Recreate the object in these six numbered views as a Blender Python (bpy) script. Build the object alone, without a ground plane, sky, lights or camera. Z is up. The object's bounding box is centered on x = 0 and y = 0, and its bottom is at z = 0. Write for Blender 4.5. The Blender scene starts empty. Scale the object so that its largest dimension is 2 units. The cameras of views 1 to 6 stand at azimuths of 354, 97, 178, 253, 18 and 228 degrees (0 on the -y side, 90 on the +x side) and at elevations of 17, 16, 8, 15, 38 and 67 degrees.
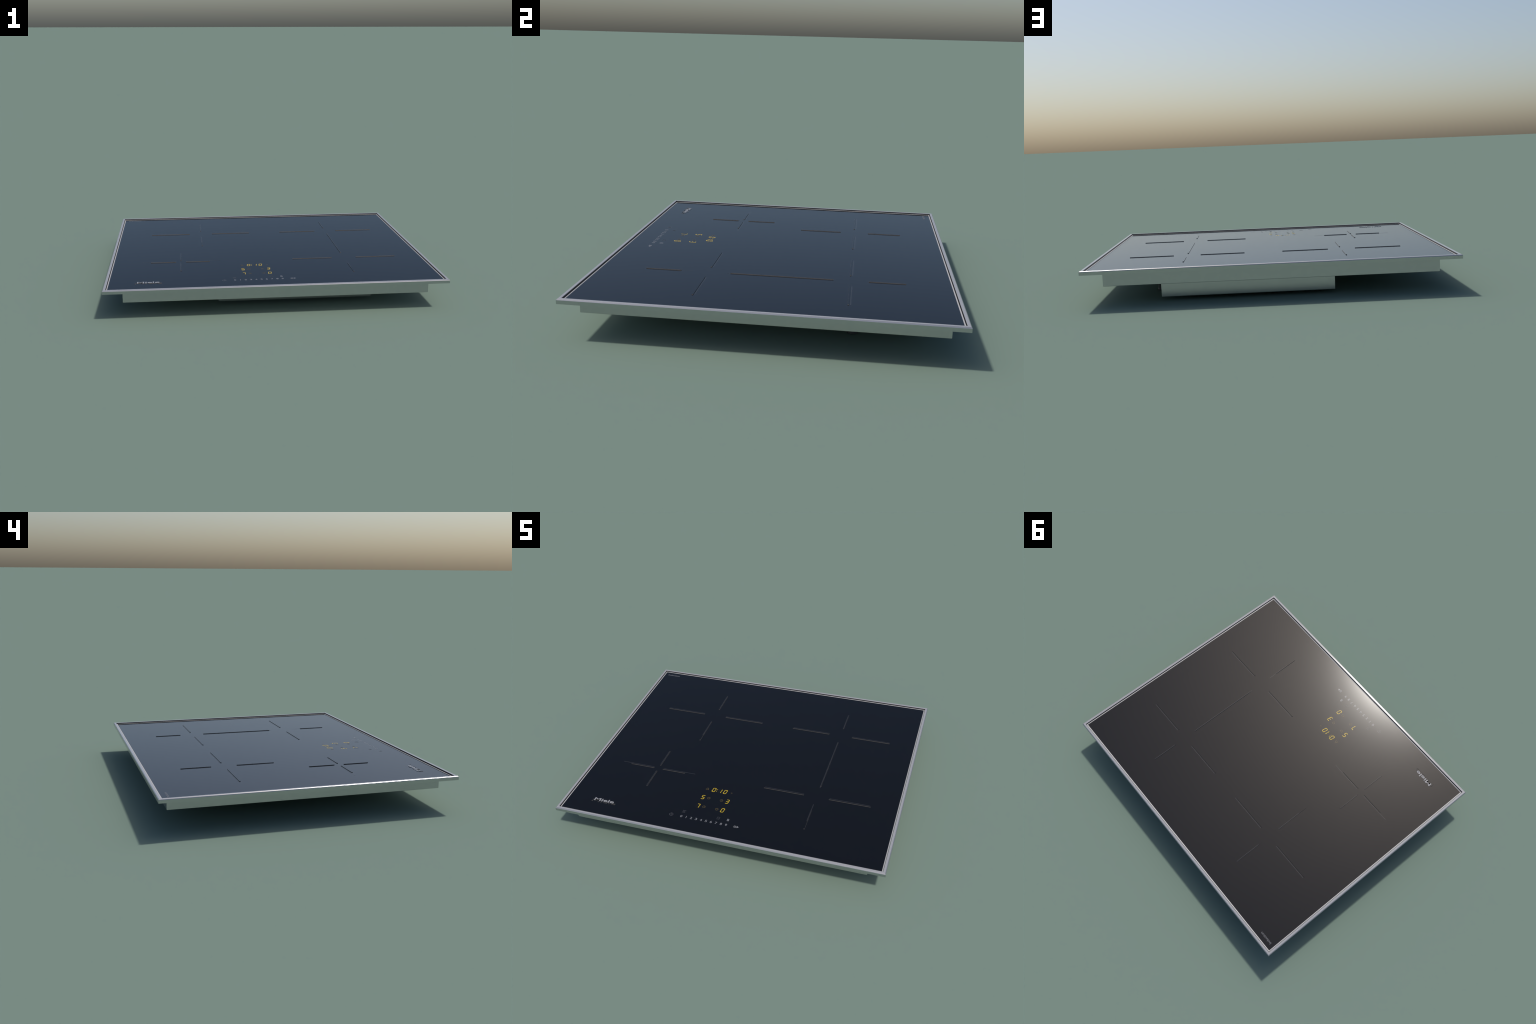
"""Built-in induction hob: black glass plate in a steel frame, steel casing below.
Front (controls) faces -y.  Longest side 2.00 m along x."""
import bpy, bmesh, math
from mathutils import Vector

# ------------------------------------------------------------------ sizes
HX, HY = 1.000, 0.8390         # frame outer half sizes
Z_TOP = 0.2000                  # top of the frame
Z_FLANGE = 0.178               # underside of the frame
Z_GLASS = 0.1917               # cooking surface
RIDGE_H = 0.0030               # zone markers and lettering stand this proud
CASE = (0.892, 0.780, 0.1055)  # casing half sizes and its underside
BOX_X, BOX_Y, BOX_Z = (-0.3385, 0.598), (-0.586, 0.705), 0.0216   # fan housing


# -------------------------------------------------------------- materials
def principled(name, base, rough, metallic=0.0, spec=0.5, coat=0.0, ior=1.5):
    m = bpy.data.materials.new(name)
    m.use_nodes = True
    b = m.node_tree.nodes["Principled BSDF"]
    b.inputs["Base Color"].default_value = (*base, 1)
    b.inputs["Roughness"].default_value = rough
    b.inputs["Metallic"].default_value = metallic
    b.inputs["Specular IOR Level"].default_value = spec
    b.inputs["IOR"].default_value = ior
    b.inputs["Coat Weight"].default_value = coat
    return m


def node_noise(m, scale, stretch, lo, hi, socket, detail=3.0):
    """Drive one Principled input by stretched object-space noise."""
    nt = m.node_tree
    b = nt.nodes["Principled BSDF"]
    tc = nt.nodes.new("ShaderNodeTexCoord")
    mp = nt.nodes.new("ShaderNodeMapping")
    mp.inputs["Scale"].default_value = stretch
    nz = nt.nodes.new("ShaderNodeTexNoise")
    nz.inputs["Scale"].default_value = scale
    nz.inputs["Detail"].default_value = detail
    rp = nt.nodes.new("ShaderNodeValToRGB")
    rp.color_ramp.elements[0].position = 0.3
    rp.color_ramp.elements[1].position = 0.7
    rp.color_ramp.elements[0].color = (*lo, 1)
    rp.color_ramp.elements[1].color = (*hi, 1)
    nt.links.new(tc.outputs["Object"], mp.inputs["Vector"])
    nt.links.new(mp.outputs["Vector"], nz.inputs["Vector"])
    nt.links.new(nz.outputs["Fac"], rp.inputs["Fac"])
    nt.links.new(rp.outputs["Color"], b.inputs[socket])


GLASS_ROUGH = 0.115
mat_glass = principled("black_ceramic_glass", (0.0045, 0.0044, 0.0048), GLASS_ROUGH)
node_noise(mat_glass, 3.0, (1, 1, 1), (0.0043, 0.0042, 0.0046), (0.0047, 0.0046, 0.0050), "Base Color")
mat_steel = principled("polished_steel", (0.58, 0.58, 0.58), 0.15, metallic=1.0)
node_noise(mat_steel, 60, (1, 1, 1), (0.57, 0.57, 0.57), (0.59, 0.59, 0.59), "Base Color")
mat_satin = principled("satin_aluminium", (0.365, 0.365, 0.375), 0.15)
node_noise(mat_satin, 90, (1, 1, 1), (0.35, 0.35, 0.36), (0.38, 0.38, 0.39), "Base Color")
mat_wall_dark = principled("darkened_inner_wall", (0.05, 0.05, 0.055), 0.3, metallic=0.5)  # darker than the rest of the frame, used on its inner wall
mat_trim = principled("bright_trim_aluminium", (0.47, 0.46, 0.455), 0.45, metallic=0.05, spec=0.2)
mat_sheet = principled("sheet_steel", (0.57, 0.57, 0.57), 0.22, metallic=1.0)
node_noise(mat_sheet, 40, (1, 1, 1), (0.56, 0.56, 0.56), (0.58, 0.58, 0.58), "Base Color")
mat_chamfer = principled("chamfer_aluminium", (0.48, 0.47, 0.47), 0.22, metallic=0.7)
mat_flank = principled("ridge_flank_grey", (0.105, 0.100, 0.097), 0.30)
mat_plastic = principled("black_plastic", (0.06, 0.06, 0.062), 0.45)
mat_zone = principled("zone_print_grey", (0.034, 0.034, 0.036), GLASS_ROUGH)
mat_white = principled("white_print", (0.24, 0.24, 0.25), GLASS_ROUGH)
mat_grey = principled("grey_print", (0.115, 0.115, 0.122), GLASS_ROUGH)
mat_dim = principled("dim_grey_print", (0.055, 0.055, 0.06), GLASS_ROUGH)
mat_caption = principled("caption_print", (0.17, 0.17, 0.178), GLASS_ROUGH)
mat_logo = principled("logo_print", (0.34, 0.34, 0.35), GLASS_ROUGH)
mat_amber = principled("amber_lit_segment", (0.66, 0.46, 0.03), GLASS_ROUGH)
mat_amber_dim = principled("amber_dim_symbol", (0.115, 0.085, 0.032), GLASS_ROUGH)
mat_amber_off = principled("amber_unlit_segment", (0.014, 0.013, 0.009), GLASS_ROUGH)

# ------------------------------------------------------------------- root
root = bpy.data.objects.new("induction_hob", None)
bpy.context.scene.collection.objects.link(root)
root["label"] = "black glass built-in induction hob with steel frame"
root["category"] = "cooktop"


def add(name, mesh, mat, parent=root, loc=(0, 0, 0)):
    o = bpy.data.objects.new(name, mesh)
    if mat and not mesh.materials:
        mesh.materials.append(mat)
    bpy.context.scene.collection.objects.link(o)
    o.parent = parent
    o.location = loc
    return o


def empty(name, parent=root):
    o = bpy.data.objects.new(name, None)
    bpy.context.scene.collection.objects.link(o)
    o.parent = parent
    return o


# ----------------------------------------------------------- mesh builders
def box_mesh(name, x0, x1, y0, y1, z0, z1, bevel=0.0, seg=2):
    bm = bmesh.new()
    bmesh.ops.create_cube(bm, size=1)
    for v in bm.verts:
        v.co = Vector(((x0 + x1) / 2 + v.co.x * (x1 - x0),
                       (y0 + y1) / 2 + v.co.y * (y1 - y0),
                       (z0 + z1) / 2 + v.co.z * (z1 - z0)))
    if bevel:
        bmesh.ops.bevel(bm, geom=bm.edges[:], offset=bevel, segments=seg,
                        affect='EDGES', profile=0.5)
    me = bpy.data.meshes.new(name)
    bm.to_mesh(me)
    bm.free()
    return me


def ring_mesh(name, profile, mats=None, mat_index=None):
    """Sweep a closed (inset, z) profile round the rectangular plan, mitred corners."""
    bm = bmesh.new()
    rings = []
    for inset, z in profile:
        hx, hy = HX - inset, HY - inset
        rings.append([bm.verts.new((sx * hx, sy * hy, z))
                      for sx, sy in ((-1, -1), (1, -1), (1, 1), (-1, 1))])
    n = len(rings)
    for i in range(n):
        a, b = rings[i], rings[(i + 1) % n]
        for k in range(4):
            f = bm.faces.new((a[k], a[(k + 1) % 4], b[(k + 1) % 4], b[k]))
            if mat_index:
                f.material_index = mat_index[i]
    bmesh.ops.recalc_face_normals(bm, faces=bm.faces)
    me = bpy.data.meshes.new(name)
    bm.to_mesh(me)
    bm.free()
    for m in mats or ():
        me.materials.append(m)
    return me


def ridge_mesh(name, x0, x1, y0, y1, z0, z1, slope):
    """Low glass bar whose four flanks lean inwards by `slope` over its height."""
    bm = bmesh.new()
    lo = [bm.verts.new((x, y, z0)) for x, y in ((x0, y0), (x1, y0), (x1, y1), (x0, y1))]
    hi = [bm.verts.new((x, y, z1)) for x, y in ((x0 + slope, y0 + slope), (x1 - slope, y0 + slope),
                                                (x1 - slope, y1 - slope), (x0 + slope, y1 - slope))]
    bm.faces.new(hi)
    bm.faces.new(lo[::-1])
    for k in range(4):
        bm.faces.new((lo[k], lo[(k + 1) % 4], hi[(k + 1) % 4], hi[k]))
    me = bpy.data.meshes.new(name)
    bm.to_mesh(me)
    bm.free()
    return raised_materials(me)


def raised_materials(me):
    """Raised markings: glass on the top face, paler grey on the flanks."""
    me.materials.append(mat_glass)
    me.materials.append(mat_flank)
    for p in me.polygons:
        p.material_index = 0 if p.normal.z > 0.8 else 1
    return me


def prism(name, outlines, z0, z1):
    """Extrude closed xy outlines (each convex or simple) between z0 and z1."""
    bm = bmesh.new()
    for pts in outlines:
        lo = [bm.verts.new((x, y, z0)) for x, y in pts]
        hi = [bm.verts.new((x, y, z1)) for x, y in pts]
        bm.faces.new(hi)
        bm.faces.new(lo[::-1])
        for i in range(len(pts)):
            j = (i + 1) % len(pts)
            bm.faces.new((lo[i], lo[j], hi[j], hi[i]))
    bmesh.ops.recalc_face_normals(bm, faces=bm.faces)
    me = bpy.data.meshes.new(name)
    bm.to_mesh(me)
    bm.free()
    return me


def stroke(a, b, w):
    """Rectangle outline of width w along segment a-b."""
    a, b = Vector(a), Vector(b)
    d = (b - a).normalized()
    n = Vector((-d.y, d.x)) * (w / 2)
    return [tuple(a + n), tuple(a - n), tuple(b - n), tuple(b + n)]


def polyline(pts, w, closed=False):
    q = list(pts) + ([pts[0]] if closed else [])
    return [stroke(q[i], q[i + 1], w) for i in range(len(q) - 1)]


def ring_strokes(cx, cy, rx, ry, w, n=28):
    out = []
    for i in range(n):
        t0, t1 = 2 * math.pi * i / n, 2 * math.pi * (i + 1) / n
        q = []
        for t, s in ((t0, 1), (t1, 1), (t1, -1), (t0, -1)):
            q.append((cx + (rx + s * w / 2) * math.cos(t), cy + (ry + s * w / 2) * math.sin(t)))
        out.append(q)
    return out


def text_mesh(name, body, cx, cy, height, z0, z1, width=None, bold=0.0, lean=0.0):
    """Built-in font, extruded, scaled so that its bounding box has the given size."""
    cu = bpy.data.curves.new(name, 'FONT')
    cu.body = body
    cu.size = 1.0
    cu.extrude = 0.5
    cu.offset = bold - lean
    cu.bevel_depth = lean          # sloping flanks for raised lettering
    cu.bevel_resolution = 0
    cu.resolution_u = 4
    tmp = bpy.data.objects.new(name + "_tmp", cu)
    bpy.context.scene.collection.objects.link(tmp)
    dg = bpy.context.evaluated_depsgraph_get()
    me = bpy.data.meshes.new_from_object(tmp.evaluated_get(dg))
    bpy.data.objects.remove(tmp)
    bpy.data.curves.remove(cu)
    me.name = name
    xs = [v.co.x for v in me.vertices]
    ys = [v.co.y for v in me.vertices]
    mx, my = (min(xs) + max(xs)) / 2, (min(ys) + max(ys)) / 2
    sy = height / (max(ys) - min(ys))
    sx = width / (max(xs) - min(xs)) if width else sy
    for v in me.vertices:
        v.co = Vector((cx + (v.co.x - mx) * sx, cy + (v.co.y - my) * sy,
                       z0 if v.co.z < 0 else z1 if v.co.z > 0.5 + lean / 2 or not lean else z1 - 0.0018))
    return me


# ------------------------------------------------------------------ body
# (inset from the outer edge, z), each with the material of the face that follows it:
# 0 polished steel skirt, 1 satin top, 2 darkened inner wall, 3 chamfer
frame_profile = [(0.0000, Z_FLANGE, 0), (0.0000, 0.1950, 3), (0.0016, 0.1980, 3),
                 (0.0050, Z_TOP, 1), (0.0160, Z_TOP, 1), (0.0170, Z_TOP - 0.0008, 2),
                 (0.0174, 0.1880, 2), (0.0174, Z_FLANGE, 0)]
add("frame", ring_mesh("frame", [p[:2] for p in frame_profile], (mat_steel, mat_satin, mat_wall_dark, mat_chamfer),
                       [p[2] for p in frame_profile]), None)
add("inner_trim", ring_mesh("inner_trim",
    [(0.0196, 0.1800), (0.0196, 0.1918), (0.0200, 0.1924), (0.0258, 0.1914), (0.0262, 0.1908),
     (0.0262, 0.1800)]), mat_trim)
add("glass_plate", box_mesh("glass_plate", -(HX - 0.0255), HX - 0.0255, -(HY - 0.0255), HY - 0.0255,
                            0.1785, Z_GLASS), mat_glass)
add("casing", box_mesh("casing", -CASE[0], CASE[0], -CASE[1], CASE[1], CASE[2], Z_FLANGE + 0.004,
                       0.0015), mat_sheet)
add("fan_housing", box_mesh("fan_housing", *BOX_X, *BOX_Y, BOX_Z, CASE[2] + 0.004, 0.0015), mat_sheet)


def lathe(name, profile, n=32):
    bm = bmesh.new()
    rings = [[bm.verts.new((r * math.cos(2 * math.pi * k / n), r * math.sin(2 * math.pi * k / n), z))
              for k in range(n)] for r, z in profile]
    for a, b in zip(rings, rings[1:]):
        for k in range(n):
            bm.faces.new((a[k], a[(k + 1) % n], b[(k + 1) % n], b[k]))
    bm.faces.new(rings[0][::-1])
    bm.faces.new(rings[-1])
    bmesh.ops.recalc_face_normals(bm, faces=bm.faces)
    me = bpy.data.meshes.new(name)
    bm.to_mesh(me)
    bm.free()
    return me


add("cable_gland", lathe("cable_gland", [(0.024, 0.0), (0.026, 0.002), (0.026, 0.010), (0.0240, 0.014),
                                        (0.0240, CASE[2] + 0.002)]), mat_plastic, loc=(0.632, 0.379, 0))

# --------------------------------------------- cooking zones: ridges + print
RW = 0.0070        # ridge width
PW = 0.0040        # printed line width
Z_R = Z_GLASS + RIDGE_H
zones = empty("cooking_zone_markings")
# (axis, fixed coordinate, from, to)
ridges = [
    ('x', 0.3556, 0.8125, 0.5590), ('x', 0.3556, 0.4040, 0.1490),
    ('y', 0.4824, 0.6090, 0.4400), ('y', 0.4824, 0.2790, -0.2015),
    ('x', -0.3078, 0.8145, 0.5595), ('x', -0.3078, 0.4035, 0.1490),
    ('y', 0.4824, -0.4349, -0.6045),
    ('x', -0.3078, -0.3775, -0.5285), ('x', -0.3078, -0.5895, -0.7470),
    ('y', -0.5582, -0.1188, -0.2760), ('y', -0.5582, -0.3360, -0.4910),
    ('x', 0.3556, -0.0710, -0.3375), ('x', 0.3556, -0.4955, -0.7620),
    ('y', -0.4145, 0.6145, 0.4340), ('y', -0.4145, 0.2800, 0.0525)]
prints = [
    ('x', 0.3648, 0.8120, 0.5600), ('x', 0.3648, 0.4040, 0.1510),
    ('y', 0.4816, 0.6100, 0.4440), ('y', 0.4816, 0.2825, -0.2160),
    ('x', -0.2990, 0.8105, 0.5615), ('x', -0.2990, 0.4015, 0.1540),
    ('y', 0.4816, -0.3775, -0.5380),
    ('x', -0.2990, -0.3105, -0.5265), ('x', -0.2990, -0.5910, -0.8050),
    ('y', -0.5600, -0.1165, -0.2705), ('y', -0.5600, -0.3320, -0.4870),
    ('x', 0.3648, -0.0690, -0.3375), ('x', 0.3648, -0.4940, -0.7620),
    ('y', -0.4155, 0.6215, 0.4450), ('y', -0.4155, 0.2830, 0.1065)]


def bar(name, axis, fixed, a, b, w, z0, z1, mat, slope=0.0):
    lo, hi = min(a, b), max(a, b)
    if axis == 'x':
        ext = (lo, hi, fixed - w / 2, fixed + w / 2, z0, z1)
    else:
        ext = (fixed - w / 2, fixed + w / 2, lo, hi, z0, z1)
    me = ridge_mesh(name, *ext, slope) if slope else box_mesh(name, *ext)
    return add(name, me, mat, zones)


for r in ridges:
    bar("zone_ridge", *r, RW, Z_GLASS - 0.0002, Z_R, None, 0.0006)
for p, r in zip(prints, ridges):
    axis, fixed, a, b = p
    if axis == 'x':
        bar("zone_line", axis, fixed, a, b, PW, Z_GLASS - 0.001, Z_GLASS + 0.0003, mat_zone)
    else:                          # the line runs over the ridge and, past its end, on the glass
        bar("zone_line", axis, fixed, max(a, r[2]) if a > r[2] else a, b, PW,
            Z_GLASS - 0.001, Z_GLASS + 0.0003, mat_zone)
        bar("zone_line", axis, fixed, min(a, r[2]) - 0.0012, max(b, r[3]) + 0.0012, PW,
            Z_R - 0.001, Z_R + 0.0003, mat_zone)

# -------------------------------------------------------------- display
ZP0, ZP1 = Z_GLASS - 0.001, Z_GLASS + 0.0004
display = empty("timer_and_zone_display")
panel = empty("touch_controls")
SEG = {'0': "abcdef", '1': "bc", '3': "abgcd", '5': "afgcd", '7': "abc"}
DIG_H, DIG_W, DIG_T, SLANT = 0.0368, 0.0202, 0.0038, 0.11


def segment(cx, cy, s):
    h, w, t = DIG_H / 2 - DIG_T / 2, DIG_W / 2 - DIG_T / 2, DIG_T / 2
    g = 0.0005
    ends = {'a': ((-w, h), (w, h)), 'b': ((w, h), (w, 0)), 'c': ((w, 0), (w, -h)), 'd': ((-w, -h), (w, -h)),
            'e': ((-w, 0), (-w, -h)), 'f': ((-w, h), (-w, 0)), 'g': ((-w, 0), (w, 0))}[s]
    a, b = Vector(ends[0]), Vector(ends[1])
    d = (b - a).normalized()
    n = Vector((-d.y, d.x)) * t
    a, b = a + d * g, b - d * g
    c = 0.8 * t
    pts = [a, a + d * c + n, b - d * c + n, b, b - d * c - n, a + d * c - n]
    return [(cx + p.x + SLANT * p.y, cy + p.y) for p in pts]


for ch, x, y in (('0', -0.1407, -0.4136), ('1', -0.1010, -0.4136), ('0', -0.0673, -0.4136),
                 ('5', -0.1815, -0.4964), ('3', -0.0256, -0.4964),
                 ('7', -0.1828, -0.5795), ('0', -0.0262, -0.5795)):
    add("display_digit", prism("display_digit", [segment(x, y, s) for s in SEG[ch]], ZP0, ZP1), mat_amber, display)
    if ch in "17":
        off = [segment(x, y, s) for s in "abcdefg" if s not in SEG[ch]]
        add("unlit_segment", prism("unlit_segment", off, ZP0, ZP1), mat_amber_off, display)
for x, y in ((-0.1208, -0.4065), (-0.1228, -0.4210)):
    d = 0.0022
    add("display_colon_dot", prism("display_colon_dot", [[(x - d, y - d), (x + d, y - d), (x + d, y + d), (x - d, y + d)]],
                                   ZP0, ZP1), mat_amber, display)
# bell, plus, four little clocks
bx, by = -0.1826, -0.4142
add("bell_symbol", prism("bell_symbol", polyline(
    [(bx - 0.0095, by - 0.0075), (bx + 0.0095, by - 0.0075), (bx + 0.0055, by - 0.001), (bx + 0.0045, by + 0.006),
     (bx, by + 0.0085), (bx - 0.0045, by + 0.006), (bx - 0.0055, by - 0.001)], 0.0024, True), ZP0, ZP1),
    mat_amber_dim, display)
px, py = -0.0262, -0.4130
add("plus_symbol", prism("plus_symbol", [stroke((px - 0.006, py), (px - 0.0009, py), 0.0018),
                                         stroke((px + 0.0009, py), (px + 0.006, py), 0.0018),
                                         stroke((px, py - 0.006), (px, py + 0.006), 0.0018)], ZP0, ZP1),
    mat_amber_dim, display)
for x, y in ((-0.1450, -0.4960), (-0.0628, -0.4960), (-0.1450, -0.5792), (-0.0628, -0.5795)):
    o = ring_strokes(x, y, 0.0088, 0.0088, 0.0019)
    o += [stroke((x, y - 0.0006), (x, y + 0.0060), 0.0015), stroke((x + 0.0008, y), (x + 0.0052, y), 0.0015)]
    add("clock_symbol", prism("clock_symbol", o, ZP0, ZP1), mat_amber_dim, display)

# ------------------------------------------------------- touch control row
ROW = -0.6952
for i in range(10):
    x = -0.2441 + 0.03115 * i
    add("power_level_digit", text_mesh("power_level_digit", str(i), x, ROW, 0.0180, ZP0, ZP1,
                                       width=None if i == 1 else 0.0122, bold=0.004), mat_white, panel)
pw = ring_strokes(-0.3080, -0.6950, 0.0108, 0.0108, 0.0017)
pw.append(stroke((-0.3080, -0.7005), (-0.3080, -0.6895), 0.0020))
add("power_symbol", prism("power_symbol", pw, ZP0, ZP1), mat_grey, panel)
kx, ky = -0.2440, -0.6515
kp = [stroke((kx - 0.011, ky + 0.0085), (kx + 0.011, ky + 0.0085), 0.0024),
      stroke((kx - 0.011, ky - 0.0085), (kx + 0.011, ky - 0.0085), 0.0024)]
kp += [stroke((kx + d, ky - 0.006), (kx + d, ky + 0.006), 0.0022) for d in (-0.0055, 0.0, 0.0055)]
add("keep_warm_symbol", prism("keep_warm_symbol", kp, ZP0, ZP1), mat_dim, panel)
ex, ey = -0.0262, -0.6517
ep = polyline([(ex - 0.0075, ey - 0.0095), (ex + 0.0075, ey - 0.0095), (ex + 0.0075, ey + 0.0095),
               (ex - 0.0075, ey + 0.0095)], 0.0019, True)
ep.append(stroke((ex - 0.0065, ey), (ex + 0.0065, ey), 0.0019))
add("bridge_zone_symbol", prism("bridge_zone_symbol", ep, ZP0, ZP1), mat_dim, panel)
add("booster_letter", text_mesh("booster_letter", "B", 0.0351, -0.6517, 0.0185, ZP0, ZP1, width=0.0130, bold=0.01),
    mat_white, panel)
sx, sy = 0.0930, -0.6952
sp = polyline([(sx - 0.008, sy - 0.006), (sx + 0.005, sy - 0.006), (sx + 0.005, sy + 0.006), (sx - 0.008, sy + 0.006)],
              0.0024, True)
sp += [stroke((sx - 0.0065, sy), (sx + 0.0035, sy), 0.0020)]
add("stop_and_go_symbol", prism("stop_and_go_symbol", sp, ZP0, ZP1), mat_white, panel)
add("start_arrow_symbol", prism("start_arrow_symbol", [[(0.1030, sy - 0.0085), (0.1150, sy), (0.1030, sy + 0.0085)]],
                                ZP0, ZP1), mat_white, panel)

# ---------------------------------------------------------------- lettering
add("wordmark_relief", raised_materials(text_mesh("wordmark_relief", "Miele", -0.7475, -0.7018, 0.0250, Z_GLASS - 0.003,
                                 Z_GLASS + 0.0018, width=0.1570, bold=0.006, lean=0.012)), None)
add("wordmark", text_mesh("wordmark", "Miele", -0.7482, -0.6925, 0.0245, Z_GLASS - 0.001, Z_GLASS + 0.0021,
                          width=0.1285, bold=0.014), mat_logo)
add("induction_caption", text_mesh("induction_caption", "Induction", -0.9045, 0.7815, 0.0150, ZP0, ZP1,
                                   width=0.0900, bold=0.008), mat_caption)
